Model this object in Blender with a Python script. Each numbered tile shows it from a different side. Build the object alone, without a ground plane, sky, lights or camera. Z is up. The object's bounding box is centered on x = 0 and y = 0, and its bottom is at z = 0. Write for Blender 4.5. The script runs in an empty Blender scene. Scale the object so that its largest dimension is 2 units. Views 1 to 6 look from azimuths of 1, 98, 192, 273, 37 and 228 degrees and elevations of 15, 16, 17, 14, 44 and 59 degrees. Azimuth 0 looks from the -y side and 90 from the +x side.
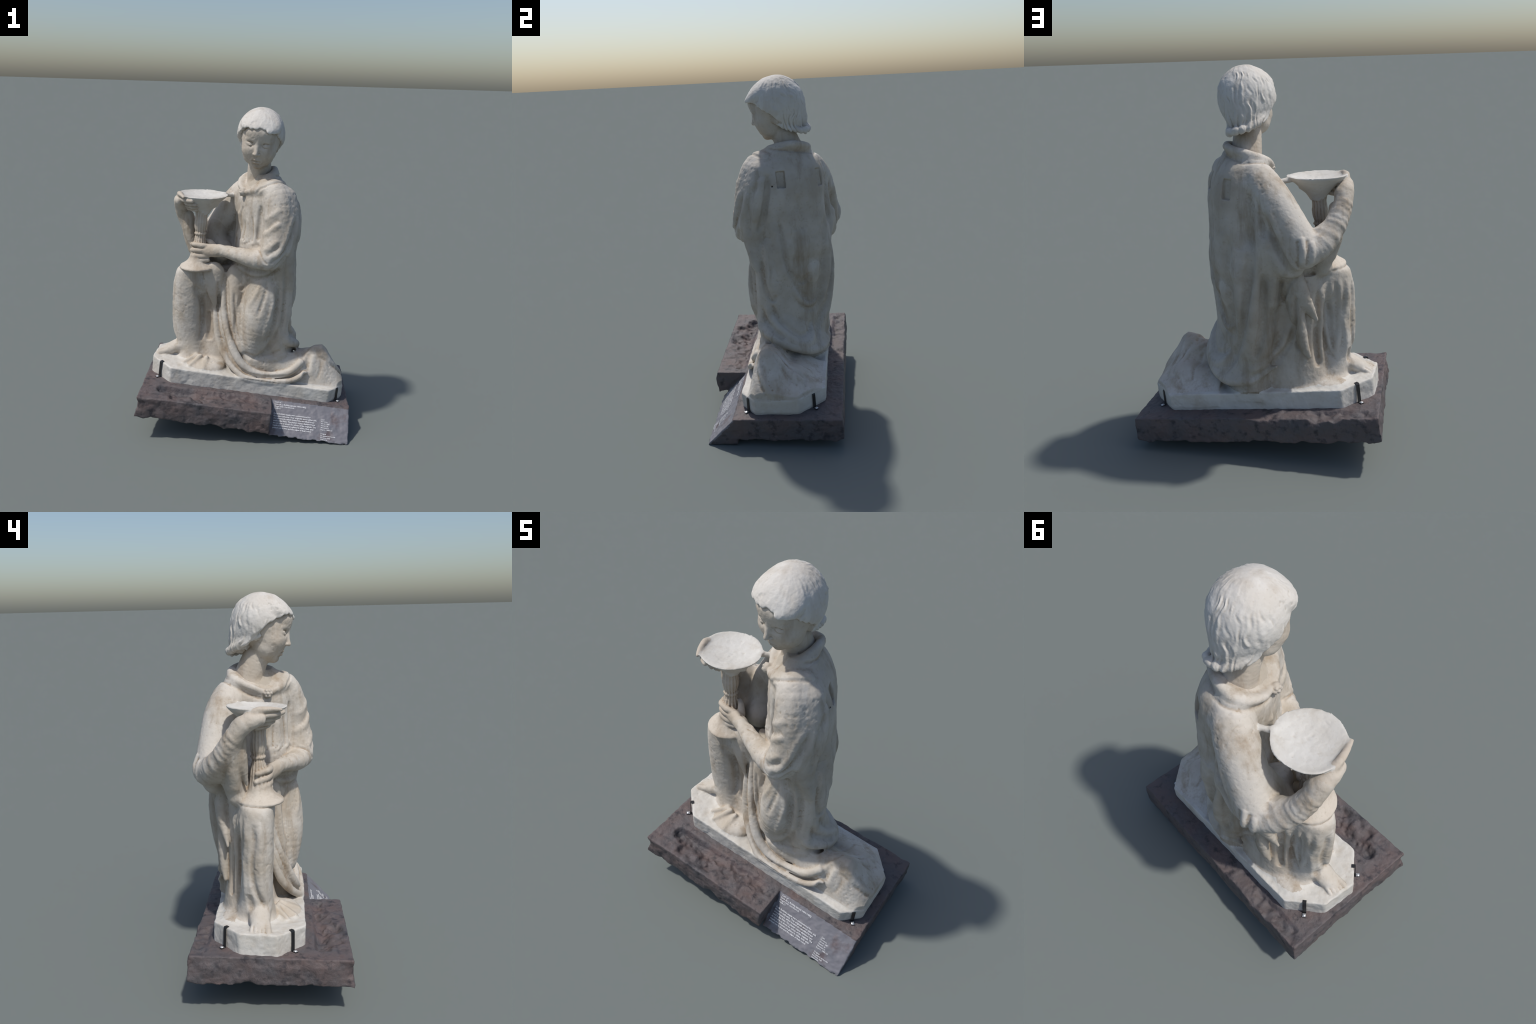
"""Kneeling robed youth with a tall stemmed bowl, a plaster cast on an octagonal
plinth, clamped to a dark cast base with a sloping label.

The figure is described as a distance field: limbs are tubes with changing
radius, clothes are lofts through cross-sections, folds are soft ridges and
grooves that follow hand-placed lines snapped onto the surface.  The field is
meshed once, so the body is one smooth skin, and then cut by region into parts.
"""
import bpy, bmesh, math
import numpy as np

H_BODY = 0.0040
H_HEAD = 0.0026
H_BASE = 0.0055
V = lambda *a: np.array(a, float)


# ------------------------------------------------------------------ helpers
def unit(v):
    v = np.asarray(v, float)
    return v / np.linalg.norm(v)


def spline(pts, per=6):
    """Catmull-Rom through rows of any width."""
    p = np.asarray(pts, float)
    if len(p) < 3:
        t = np.linspace(0, 1, per + 1)[:, None]
        return p[0] * (1 - t) + p[-1] * t
    q = np.vstack([2 * p[0] - p[1], p, 2 * p[-1] - p[-2]])
    out = []
    for i in range(len(p) - 1):
        a, b, c, d = q[i:i + 4]
        t = np.linspace(0, 1, per, endpoint=False)[:, None]
        out.append(0.5 * (2 * b + (c - a) * t + (2 * a - 5 * b + 4 * c - d) * t ** 2 + (3 * b - a - 3 * c + d) * t ** 3))
    out.append(p[-1:])
    return np.vstack(out)


def smooth_table(rows, z):
    """Column-wise interpolation of a table whose first column is the position."""
    r = spline(sorted(rows), 8)
    return [np.interp(z, r[:, 0], r[:, i]).astype(np.float32) for i in range(1, r.shape[1])]


class Noise:
    """Seeded value noise on a wrapped lattice."""
    def __init__(self, seed, n=64):
        self.n = n
        self.t = np.random.default_rng(seed).uniform(-1, 1, (n, n, n)).astype(np.float32)

    def __call__(self, p):
        p = np.asarray(p, np.float32)
        i = np.floor(p).astype(np.int32)
        w = p - i
        w = w * w * (3 - 2 * w)
        i %= self.n
        j = (i + 1) % self.n
        t = self.t
        x0, y0, z0 = i[..., 0], i[..., 1], i[..., 2]
        x1, y1, z1 = j[..., 0], j[..., 1], j[..., 2]
        a, b, c = w[..., 0], w[..., 1], w[..., 2]
        l = lambda u, v, k: u + (v - u) * k
        return l(l(l(t[x0, y0, z0], t[x1, y0, z0], a), l(t[x0, y1, z0], t[x1, y1, z0], a), b),
                 l(l(t[x0, y0, z1], t[x1, y0, z1], a), l(t[x0, y1, z1], t[x1, y1, z1], a), b), c)

    def fbm(self, p, size, octaves=3, gain=0.5):
        s, a, tot = 0, 1.0, 0.0
        for k in range(octaves):
            s = s + a * self(np.asarray(p) * (2 ** k / size) + 7.3 * k)
            tot += a
            a *= gain
        return s / tot


noise = Noise(11)


# ------------------------------------------------------------ distance field
class Field:
    def __init__(self, lo, hi, h):
        self.h = h
        self.lo = np.asarray(lo, float)
        self.n = np.ceil((np.asarray(hi) - self.lo) / h).astype(int) + 1
        self.f = np.full(self.n, 0.25, np.float32)
        self.lab = np.zeros(self.n, np.int8)
        self.names = []

    def label(self, name):
        if name not in self.names:
            self.names.append(name)
        return self.names.index(name)

    def window(self, lo, hi):
        a = np.clip(np.floor((np.asarray(lo) - self.lo) / self.h).astype(int), 0, self.n)
        b = np.clip(np.ceil((np.asarray(hi) - self.lo) / self.h).astype(int) + 1, 0, self.n)
        s = tuple(slice(i, j) for i, j in zip(a, b))
        ax = [(self.lo[k] + self.h * np.arange(a[k], b[k])).astype(np.float32) for k in range(3)]
        return s, ax[0][:, None, None], ax[1][None, :, None], ax[2][None, None, :]

    def add(self, shape, name, k=0.01):
        fun, lo, hi = shape
        m = k + 3 * self.h + 0.01
        s, X, Y, Z = self.window(lo - m, hi + m)
        if self.f[s].size == 0:
            return
        d = fun(X, Y, Z)
        f = self.f[s]
        self.lab[s] = np.where(d < f, self.label(name), self.lab[s])
        if k > 0:
            t = np.clip(0.5 + 0.5 * (f - d) / k, 0, 1)
            self.f[s] = f + (d - f) * t - k * t * (1 - t)
        else:
            self.f[s] = np.minimum(f, d)

    def paint(self, shape, name):
        fun, lo, hi = shape
        s, X, Y, Z = self.window(lo, hi)
        d = fun(X, Y, Z)
        self.lab[s] = np.where(d < 0, self.label(name), self.lab[s])

    def cut(self, shape, k=0.008):
        fun, lo, hi = shape
        m = k + 3 * self.h
        s, X, Y, Z = self.window(lo - m, hi + m)
        d = -fun(X, Y, Z)
        f = self.f[s]
        t = np.clip(0.5 - 0.5 * (f - d) / k, 0, 1)
        self.f[s] = f + (d - f) * t + k * t * (1 - t)

    def swell(self, fun, lo, hi):
        s, X, Y, Z = self.window(lo, hi)
        self.f[s] -= fun(X, Y, Z)

    def sample(self, p):
        q = (np.asarray(p) - self.lo) / self.h
        i = np.clip(np.floor(q).astype(int), 0, self.n - 2)
        w = np.clip(q - i, 0, 1)
        r = 0
        for a in (0, 1):
            for b in (0, 1):
                for c in (0, 1):
                    g = (w[..., 0] if a else 1 - w[..., 0]) * (w[..., 1] if b else 1 - w[..., 1]) * (w[..., 2] if c else 1 - w[..., 2])
                    r = r + g * self.f[i[..., 0] + a, i[..., 1] + b, i[..., 2] + c]
        return r

    def snap(self, pts, way, reach=0.16):
        """Move points along +-way onto the skin, coming from outside."""
        way = unit(way)
        p = np.asarray(pts, float)
        t = np.arange(-reach, reach, self.h * 0.5)
        q = p[:, None, :] + t[None, :, None] * way
        v = self.sample(q)
        ins = v < 0
        k = np.where(ins.any(1), ins.argmax(1), len(t) // 2)
        return p + t[k][:, None] * way

    def fold(self, pts, amp, width, way=None, ends=(0.15, 0.15), reach=0.16):
        """Soft ridge (amp > 0) or groove (amp < 0) along a line on the skin."""
        p = spline(pts, 5)
        if way is not None:
            p = self.snap(p, way, reach)
            p[1:-1] = 0.25 * p[:-2] + 0.5 * p[1:-1] + 0.25 * p[2:]
        u = np.linspace(0, 1, len(p))
        a = np.ones(len(p))
        if ends[0] > 0:
            a *= np.clip(u / ends[0], 0, 1)
        if ends[1] > 0:
            a *= np.clip((1 - u) / ends[1], 0, 1)
        a = a * a * (3 - 2 * a)
        m = 2.6 * width
        s, X, Y, Z = self.window(p.min(0) - m, p.max(0) + m)
        if self.f[s].size == 0:
            return
        best = np.full(self.f[s].shape, 9.0, np.float32)
        ba = np.zeros_like(best)
        for i in range(len(p) - 1):
            c0 = p[i]; e = p[i + 1] - c0
            L = float(e @ e) + 1e-12
            lo2 = np.minimum(p[i], p[i + 1]) - m; hi2 = np.maximum(p[i], p[i + 1]) + m
            s2, x, y, z = self.window(lo2, hi2)
            loc = tuple(slice(max(a2.start - b2.start, 0), a2.stop - b2.start) for a2, b2 in zip(s2, s))
            x, y, z = x - c0[0], y - c0[1], z - c0[2]
            tt = np.clip((x * e[0] + y * e[1] + z * e[2]) / L, 0, 1)
            d = (x - tt * e[0]) ** 2 + (y - tt * e[1]) ** 2 + (z - tt * e[2]) ** 2
            cur = best[loc]
            if cur.shape != d.shape:
                continue
            w = d < cur
            best[loc] = np.where(w, d, cur)
            ba[loc] = np.where(w, a[i] + (a[i + 1] - a[i]) * tt, ba[loc])
        self.f[s] -= (amp * ba * np.exp(-best / width ** 2)).astype(np.float32)

    def mesh(self):
        """Surface nets: one vertex per crossed cell, one quad per crossed edge."""
        f, h = self.f, self.h
        ins = f < 0
        c = np.zeros(self.n - 1, np.int8)
        for a in (0, 1):
            for b in (0, 1):
                for e in (0, 1):
                    c += ins[a:self.n[0] - 1 + a, b:self.n[1] - 1 + b, e:self.n[2] - 1 + e]
        cell = np.argwhere((c > 0) & (c < 8))
        idx = np.full(self.n - 1, -1, np.int32)
        idx[tuple(cell.T)] = np.arange(len(cell))
        val = {}
        for o in np.ndindex(2, 2, 2):
            val[o] = f[tuple((cell + o).T)]
        acc = np.zeros((len(cell), 3), np.float32); cnt = np.zeros(len(cell), np.float32)
        for ax in range(3):
            for o in np.ndindex(2, 2, 2):
                if o[ax]:
                    continue
                o2 = list(o); o2[ax] = 1
                v0, v1 = val[o], val[tuple(o2)]
                x = (v0 < 0) != (v1 < 0)
                t = np.where(x, v0 / np.where(x, v0 - v1, 1), 0)
                for q in range(3):
                    acc[:, q] += x * (t if q == ax else o[q])
                cnt += x
        verts = self.lo + h * (cell + acc / cnt[:, None])
        quads = []
        for ax in range(3):
            b, e = [(1, 2), (2, 0), (0, 1)][ax]
            lo = [slice(None)] * 3; hi = [slice(None)] * 3
            lo[ax] = slice(0, -1); hi[ax] = slice(1, None)
            A, B = ins[tuple(lo)], ins[tuple(hi)]
            for flip in (False, True):
                w = np.argwhere((A & ~B) if not flip else (~A & B))
                w = w[(w[:, b] > 0) & (w[:, e] > 0) & (w[:, b] < self.n[b] - 1) & (w[:, e] < self.n[e] - 1)]
                q = []
                for db, de in ((1, 1), (0, 1), (0, 0), (1, 0)):
                    k = w.copy(); k[:, b] -= db; k[:, e] -= de
                    q.append(idx[tuple(k.T)])
                q = np.stack(q, 1)
                quads.append(q[:, ::-1] if flip else q)
        quads = np.vstack(quads)
        quads = quads[(quads >= 0).all(1)]
        lab = self.lab[tuple(np.clip(np.round((verts - self.lo) / h).astype(int), 0, self.n - 1).T)]
        return verts.astype(np.float64), quads, lab


def vertex_normals(v, q):
    n = np.cross(v[q[:, 2]] - v[q[:, 0]], v[q[:, 3]] - v[q[:, 1]])
    out = np.zeros_like(v)
    for k in range(4):
        for c in range(3):
            out[:, c] += np.bincount(q[:, k], n[:, c], len(v))
    return out / (np.linalg.norm(out, axis=1, keepdims=True) + 1e-12)


def relax(v, q, times, amount=0.5):
    for _ in range(times):
        s = np.zeros_like(v); c = np.zeros(len(v))
        for k in range(4):
            a, b = q[:, k], q[:, (k + 1) % 4]
            for m in range(3):
                s[:, m] += np.bincount(a, v[b, m], len(v)) + np.bincount(b, v[a, m], len(v))
            c += np.bincount(a, minlength=len(v)) + np.bincount(b, minlength=len(v))
        v = v + amount * (s / np.maximum(c, 1)[:, None] - v)
    return v


# ------------------------------------------------------------------- shapes
def tube(pts, rad, per=5, squash=None):
    """Tube through points; rad may change along it; squash scales space per axis."""
    rad = np.full(len(pts), rad) if np.isscalar(rad) else np.asarray(rad, float)
    q = spline(np.column_stack([np.asarray(pts, float), rad]), per)
    p, r = q[:, :3], q[:, 3]
    sc = np.ones(3) if squash is None else np.asarray(squash, float)
    ps = p * sc

    def fun(X, Y, Z):
        best = None
        for i in range(len(ps) - 1):
            c0 = ps[i]; e = ps[i + 1] - c0
            L = float(e @ e) + 1e-12
            x, y, z = X * sc[0] - c0[0], Y * sc[1] - c0[1], Z * sc[2] - c0[2]
            t = np.clip((x * e[0] + y * e[1] + z * e[2]) / L, 0, 1)
            d = np.sqrt((x - t * e[0]) ** 2 + (y - t * e[1]) ** 2 + (z - t * e[2]) ** 2) - (r[i] + (r[i + 1] - r[i]) * t)
            best = d if best is None else np.minimum(best, d)
        return (best / sc.max()).astype(np.float32)
    m = (r / sc.min()).max()
    return fun, p.min(0) - m, p.max(0) + m


def ball(c, r, rot=None):
    c = np.asarray(c, float)
    r = np.full(3, r) if np.isscalar(r) else np.asarray(r, float)
    R = np.eye(3) if rot is None else np.asarray(rot)     # rows = local axes

    def fun(X, Y, Z):
        x, y, z = X - c[0], Y - c[1], Z - c[2]
        q = [R[k, 0] * x + R[k, 1] * y + R[k, 2] * z for k in range(3)]
        k0 = np.sqrt(sum((q[k] / r[k]) ** 2 for k in range(3)))
        k1 = np.sqrt(sum((q[k] / r[k] ** 2) ** 2 for k in range(3))) + 1e-9
        return (k0 * (k0 - 1) / k1).astype(np.float32)
    m = np.sqrt(((R * r[:, None]) ** 2).sum(0))
    return fun, c - m, c + m


def turned_axes(deg):
    """Axes of the turned figure: towards its back, towards its right arm."""
    t = math.radians(deg)
    return V(math.cos(t), math.sin(t)), V(-math.sin(t), math.cos(t))


def loft(rows, wave=None, power=2.4, turn=None):
    """Stack of superellipses: z, cx, cy, rx, ry; wave(angle, z) adds to the radius.
    Turned lofts are given in the figure's own axes (back, right arm)."""
    rows = sorted(rows)
    a = np.array(rows)
    E1, E2 = turned_axes(turn or 0)

    def fun(X, Y, Z):
        cx, cy, rx, ry = smooth_table(rows, Z)
        if turn:
            x, y = E1[0] * X + E1[1] * Y - cx, E2[0] * X + E2[1] * Y - cy
        else:
            x, y = X - cx, Y - cy
        q = ((np.abs(x) / rx) ** power + (np.abs(y) / ry) ** power) ** (1 / power) + 1e-6
        rho = np.sqrt(x * x + y * y)
        d = rho - rho / q
        d = np.maximum(d, (q - 1) * np.minimum(rx, ry))
        if wave is not None:
            d = d - wave(np.arctan2(y, -x), Z)
        d = np.maximum(d, np.maximum(Z - a[-1, 0], a[0, 0] - Z))
        return d.astype(np.float32)
    lo = V((a[:, 1] - a[:, 3]).min(), (a[:, 2] - a[:, 4]).min(), a[0, 0])
    hi = V((a[:, 1] + a[:, 3]).max(), (a[:, 2] + a[:, 4]).max(), a[-1, 0])
    if turn:
        c = np.outer(a[:, 1], E1) + np.outer(a[:, 2], E2)
        m = np.maximum(a[:, 3], a[:, 4])[:, None] * 1.3
        lo, hi = V(*(c - m).min(0), a[0, 0]), V(*(c + m).max(0), a[-1, 0])
    return fun, lo - V(.02, .02, 0), hi + V(.02, .02, 0)


def bump(t, c, w):
    return np.exp(-((t - c) / w) ** 2)


# ------------------------------------------------- tilted frame of the base
SLOPE = V(0.097, -0.026, 1.0)
TN = unit(SLOPE)
TX = unit(V(1, 0, 0) - TN * TN[0])
TY = np.cross(TN, TX)
T0 = V(0.0, 0.0, 0.237)                    # a point of the base's top face


def tilt(X, Y, Z):
    x, y, z = X - T0[0], Y - T0[1], Z - T0[2]
    return [A[0] * x + A[1] * y + A[2] * z for A in (TX, TY, TN)]


def untilt(a, b, c):
    return T0 + a * TX + b * TY + c * TN


PLINTH_CORNERS = [(-.485, -.172), (.530, -.174), (.618, -.085), (.612, .154), (.480, .297), (-.456, .291), (-.611, .152), (-.625, -.034)]


def plinth_top(a):
    return 0.094 - 0.017 * a


def plinth_outline(a, b, grow=0.0):
    P = np.array(PLINTH_CORNERS)
    d = -9.0
    for i in range(len(P)):
        e = P[(i + 1) % len(P)] - P[i]
        n = V(e[1], -e[0]) / np.hypot(*e)
        d = np.maximum(d, n[0] * (a - P[i, 0]) + n[1] * (b - P[i, 1]) - grow)
    return d


def plinth_shape():
    P = np.array(PLINTH_CORNERS)

    def fun(X, Y, Z):
        a, b, c = tilt(X, Y, Z)
        d = c - plinth_top(a)
        d = np.maximum(d, -c - 0.012)
        for i in range(len(P)):
            e = P[(i + 1) % len(P)] - P[i]
            n = V(e[1], -e[0]) / np.hypot(*e)
            s = n[0] * (a - P[i, 0]) + n[1] * (b - P[i, 1])
            m = 0.008
            t = np.clip(0.5 - 0.5 * (d - s) / m, 0, 1)
            d = d + (s - d) * t + m * t * (1 - t)
        P3 = np.stack(np.broadcast_arrays(X, Y, Z), -1)
        d = d + .0035 * noise.fbm(P3, .055, 2) * (d > -.02)
        return d.astype(np.float32)
    return fun, V(-.66, -.23, .13), V(.66, .34, .43)


def ground(x, y):
    """World height of the plinth's top."""
    return 0.237 - 0.097 * x + 0.026 * y + 0.094 - 0.017 * x


# ===================================================================== BODY
B = Field((-.66, -.30, .13), (.67, .44, 1.66), H_BODY)


def build_body():
    # ---- plinth
    B.add(plinth_shape(), "plinth", 0)
    # ---- robe core and cloak: loft in the figure's turned axes
    B.add(loft([(1.60, .115, .035, .070, .095), (1.56, .115, .040, .090, .130), (1.52, .112, .045, .118, .170), (1.46, .112, .045, .144, .193),
                (1.38, .117, .045, .156, .198), (1.25, .119, .045, .158, .203), (1.10, .117, .045, .168, .220),
                (1.00, .112, .045, .168, .225), (.92, .09, .045, .14, .20), (.86, .07, .045, .10, .16)],
               None, 2.6, 28), "cloak", 0)
    B.add(loft([(1.12, .150, .040, .120, .200), (1.04, .158, .038, .122, .220), (.96, .156, .035, .118, .235), (.86, .155, .034, .115, .240), (.74, .152, .032, .110, .236),
                (.62, .148, .030, .108, .225), (.50, .145, .030, .105, .212), (.40, .15, .035, .110, .200), (.30, .15, .04, .12, .19)],
               None, 2.9, 40), "cloak", .03)
    # skirt round the kneeling thigh
    B.add(loft([(1.05, .075, .05, .13, .13), (.90, .075, .045, .135, .145), (.70, .07, .045, .13, .15), (.50, .08, .05, .13, .15), (.34, .08, .05, .15, .16)], None, 2.4), "robe", .03)
    B.add(tube([(.205, -.045, 1.02), (.200, -.050, .80), (.185, -.045, .60), (.20, -.03, .48)], [.07, .072, .075, .07]), "robe", .02)
    # ---- chest and belly of the robe, in front of the cloak
    B.add(ball((.040, .080, 1.36), (.095, .115, .15)), "torso", .03)
    B.add(tube([(.17, .01, 1.48), (.205, .015, 1.38), (.212, .02, 1.22), (.20, .03, 1.08)], [.066, .072, .070, .06]), "cloak", .03)
    B.add(ball((.032, .082, 1.15), (.115, .14, .16)), "torso", .03)
    B.paint(ball((-.02, .00, 1.26), (.15, .16, .26)), "torso")
    # ---- lap: thigh of the raised leg, then its shin under cloth
    B.add(tube([(.08, .16, .88), (-.12, .12, .88), (-.34, .080, .885)], [.125, .110, .095]), "leg", .03)
    B.add(loft([(1.00, -.355, .060, .070, .072), (.97, -.370, .060, .095, .082), (.90, -.385, .058, .096, .080), (.78, -.390, .056, .097, .077),
                (.66, -.392, .060, .097, .076), (.55, -.387, .066, .097, .078), (.46, -.367, .074, .098, .088), (.38, -.36, .08, .11, .11), (.32, -.35, .09, .12, .12)], None, 2.2),
          "leg", .03)
    # cloth falling between the raised leg and the kneeling leg, and outside it
    B.add(loft([(.97, -.13, .118, .20, .115), (.80, -.16, .122, .185, .108), (.60, -.17, .120, .175, .108), (.42, -.18, .118, .19, .135), (.30, -.18, .11, .21, .16)], None, 2.4),
          "robe", .03)
    B.add(tube([(-.075, .005, .97), (-.075, -.005, .78), (-.060, -.025, .62), (-.025, -.045, .48)], [.058, .060, .058, .05]), "robe", .02)
    # ---- kneeling leg: thigh, knee, shin on the ground
    B.add(tube([(.125, -.03, .98), (.105, -.055, .86), (.075, -.062, .70), (.050, -.055, .56), (.045, -.050, .49)], [.10, .112, .113, .095, .075]), "leg.001", .025)
    B.add(tube([(.05, -.03, .42), (.22, -.02, .38), (.34, -.02, .36)], [.085, .095, .10]), "robe_hem", .03)

    # cloth trailing behind over the upright foot, falling to the plinth
    def trail(X, Y, Z):
        sx = np.interp(X, [.2, .36, .42, .485, .51, .56, .642, .66], [.70, .78, .95, 1.02, .95, .64, .16, -.1])
        sy = np.where(Y < -.03, 1 - (np.clip(-.03 - Y, 0, 1) / .105) ** 2.2, 1.03 * np.clip(1 - (Y + .03) / .318, 0, 1) ** .85 - .10 * bump(Y, .09, .04))
        h = ground(X, Y) - .015 + .252 * sx * np.clip(sy, -.5, 1)
        d = np.maximum(np.maximum((Z - h) * .55, ground(X, Y) - .06 - Z), .22 - X)
        return np.maximum(d, plinth_outline(*tilt(X, Y, Z)[:2], -.004)).astype(np.float32)
    B.add((trail, V(.20, -.16, .20), V(.65, .31, .56)), "robe_hem", .03)


def trim_to_plinth():
    """Nothing may hang past the plinth's edge at its own height."""
    s, X, Y, Z = B.window((-.66, -.30, .13), (.67, .44, .60))
    over = plinth_outline(*tilt(X, Y, Z)[:2], .004) - 2.5 * np.clip(Z - ground(X, Y) - .006, 0, 1)
    B.f[s] = np.maximum(B.f[s], over).astype(np.float32)
    B.lab[s] = np.where(Z < ground(X, Y) - .003, B.label("plinth"), B.lab[s])


def build_arms():
    # ---- left arm (towards -y): full sleeve, bent elbow, slim forearm
    B.add(tube([(.095, -.010, 1.538), (.150, -.075, 1.492), (.174, -.108, 1.39), (.176, -.128, 1.28), (.152, -.150, 1.17), (.124, -.160, 1.125)], [.05, .080, .090, .088, .082, .072]), "arm", .03)
    B.add(tube([(.122, -.162, 1.112), (.03, -.140, 1.108), (-.08, -.094, 1.120), (-.165, -.052, 1.126), (-.205, -.028, 1.122)], [.067, .056, .044, .035, .033]), "arm", .02)
    # cloak falling behind that arm, and the hanging lower edge of the sleeve
    B.add(tube([(.200, -.050, 1.462), (.226, -.078, 1.36), (.224, -.093, 1.22), (.210, -.10, 1.08), (.215, -.07, .95)], [.080, .078, .073, .068, .066]), "cloak", .02)
    B.add(tube([(.17, -.115, 1.09), (.08, -.095, 1.040), (-.03, -.030, 1.05), (-.10, .02, 1.07)], [.048, .038, .030, .020]), "cloak", .02)
    # ---- right arm (towards +y)
    B.add(tube([(.035, .155, 1.540), (-.035, .212, 1.468), (-.105, .246, 1.38), (-.172, .264, 1.28), (-.245, .284, 1.17), (-.270, .290, 1.135)], [.055, .084, .094, .094, .090, .080]), "arm.001", .03)
    B.add(tube([(-.275, .296, 1.13), (-.352, .262, 1.165), (-.408, .210, 1.240), (-.440, .160, 1.330), (-.450, .120, 1.388)], [.080, .067, .056, .047, .043]), "arm.001", .02)
    # cloak lying over the back of that arm and falling to the base
    B.add(tube([(.01, .220, 1.43), (-.035, .250, 1.30), (-.075, .268, 1.16), (-.095, .262, 1.02), (-.085, .245, .86)], [.070, .070, .066, .054, .04]), "cloak", .03)
    # wide end of the right sleeve hanging behind the cup
    B.add(tube([(-.350, .230, 1.20), (-.340, .185, 1.10), (-.340, .160, 1.015)], [.045, .052, .048]), "cloak", .03)
    B.add(tube([(-.22, .215, 1.22), (-.235, .185, 1.12), (-.24, .16, 1.03)], [.06, .065, .06]), "cloak", .03)
    B.add(ball((-.190, .130, 1.085), (.075, .085, .075)), "cloak", .03)
    B.add(tube([(-.418, .165, 1.29), (-.406, .170, 1.18), (-.375, .168, 1.08)], [.036, .038, .036]), "cloak", .02)
    # pouch of cloth under the right elbow, reaching the body
    B.add(tube([(-.10, .28, 1.16), (-.18, .290, 1.07), (-.21, .280, 1.045)], [.075, .07, .055]), "cloak", .03)
    B.add(tube([(-.04, .25, 1.10), (-.14, .22, 1.05), (-.22, .16, 1.03)], [.09, .08, .05]), "cloak", .03)


def build_chalice():
    C = V(-.300, .053)
    # stem and foot: one turned profile along a slightly leaning axis (z, radius)
    prof = [(.985, .108), (.993, .116), (1.003, .112), (1.018, .088), (1.045, .064), (1.09, .050), (1.14, .043), (1.185, .033), (1.200, .030), (1.205, .036), (1.216, .037),
            (1.222, .031), (1.245, .037), (1.28, .040), (1.32, .036), (1.35, .039), (1.365, .043)]

    def stem(X, Y, Z):
        r, = smooth_table(prof, Z)
        t = (Z - 1.2) / .2
        x, y = X - (-.318 + .012 * t), Y - (.052 - .004 * t - .014 * np.clip(-t, 0, 1))
        flute = .0025 * np.cos(14 * np.arctan2(y, x)) * np.clip((Z - 1.04) / .05, 0, 1)
        d = np.sqrt(x * x + y * y) - r + flute
        return np.maximum(.8 * d, np.maximum(Z - 1.365, .985 - Z)).astype(np.float32)
    B.add((stem, V(-.46, -.09, .985), V(-.18, .2, 1.365)), "stem", .006)

    # shallow bowl: outside cone minus inside dish, rim slightly wavy
    def bowl_r(X, Y):
        x, y = X - C[0], Y - C[1]
        t = np.arctan2(y, x)
        return np.sqrt(x * x + y * y) / (1 + .02 * np.cos(2 * t + .4) + .012 * np.cos(5 * t)), t

    def outer(X, Y, Z):
        r, t = bowl_r(X, Y)
        R, = smooth_table([(1.335, .036), (1.36, .050), (1.39, .078), (1.42, .110), (1.445, .140), (1.462, .153), (1.475, .154)], Z)
        rim = 1.463 + .006 * np.cos(t - 2.4)
        return np.maximum((r - R) * .72, np.maximum(Z - rim, 1.335 - Z)).astype(np.float32)

    def inner(X, Y, Z):
        r, t = bowl_r(X, Y)
        return (ball((C[0], C[1], 1.520), (.206, .206, .076))[0](X, Y, Z)).astype(np.float32)
    g = Field((-.50, -.14, 1.31), (-.10, .26, 1.52), H_BODY)
    box = (V(-.47, -.12, 1.335), V(-.13, .23, 1.475))
    g.add((outer, *box), "chalice", 0)
    g.cut((inner, *box), .004)
    def both(X, Y, Z):
        s, *_ = g.window((X.min(), Y.min(), Z.min()), (X.max(), Y.max(), Z.max()))
        p = np.stack(np.broadcast_arrays(X, Y, Z), -1)
        return g.sample(p).astype(np.float32)
    B.add((both, V(-.465, -.115, 1.335), V(-.135, .22, 1.475)), "bowl", .006)
    # strut left by the casting between rim and shoulder
    B.add(tube([(-.175, .125, 1.448), (-.12, .16, 1.442), (-.06, .19, 1.435)], [.014, .014, .022]), "bowl", .012)


def build_hands():
    # left hand round the lower stem: back of hand, four fingers, thumb behind
    B.add(tube([(-.190, -.035, 1.122), (-.235, -.010, 1.116), (-.272, .004, 1.108)], [.036, .038, .034], squash=(1, 1.15, .9)), "hand", .012)
    for z0, z1, reach, r in ((1.142, 1.150, .062, .0145), (1.112, 1.108, .074, .015), (1.080, 1.066, .072, .0145), (1.052, 1.026, .060, .013)):
        B.add(tube([(-.262, -.004, z0), (-.305, -.004, z0 + .2 * (z1 - z0)), (-.352, .012, .5 * (z0 + z1)), (-.372, .034 + reach * .35, z1 - .012)], [r * 1.05, r * 1.1, r, r * .85]), "hand", .005)
    B.add(tube([(-.225, .015, 1.135), (-.25, .045, 1.155), (-.275, .070, 1.160)], [.02, .017, .013]), "hand", .008)
    # right hand under and over the rim
    B.add(tube([(-.436, .130, 1.378), (-.450, .085, 1.408), (-.446, .038, 1.420)], [.043, .042, .032], squash=(1.08, 1, 1)), "hand.001", .012)
    B.add(tube([(-.442, .085, 1.425), (-.446, .045, 1.458), (-.426, -.02, 1.461), (-.408, -.066, 1.456)], [.024, .018, .013, .008]), "hand.001", .010)   # thumb on the rim
    for z, r, a1 in ((1.432, .0150, 246), (1.408, .0150, 250), (1.385, .0140, 248), (1.366, .0125, 240)):
        path = []
        for t in (0, .33, .66, 1):
            a = math.radians(178 + (a1 - 178) * t)
            zz = z + .004 * t
            R = np.interp(zz, [1.335, 1.36, 1.39, 1.42, 1.445], [.036, .05, .078, .110, .140]) + .008 + (.02 if t == 0 else 0) * (1.44 - z) / .05
            path.append((-.300 + R * math.cos(a), .053 + R * math.sin(a), zz))
        B.add(tube(path, [r, r * 1.05, r, r * .8]), "hand.001", .005)


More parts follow.
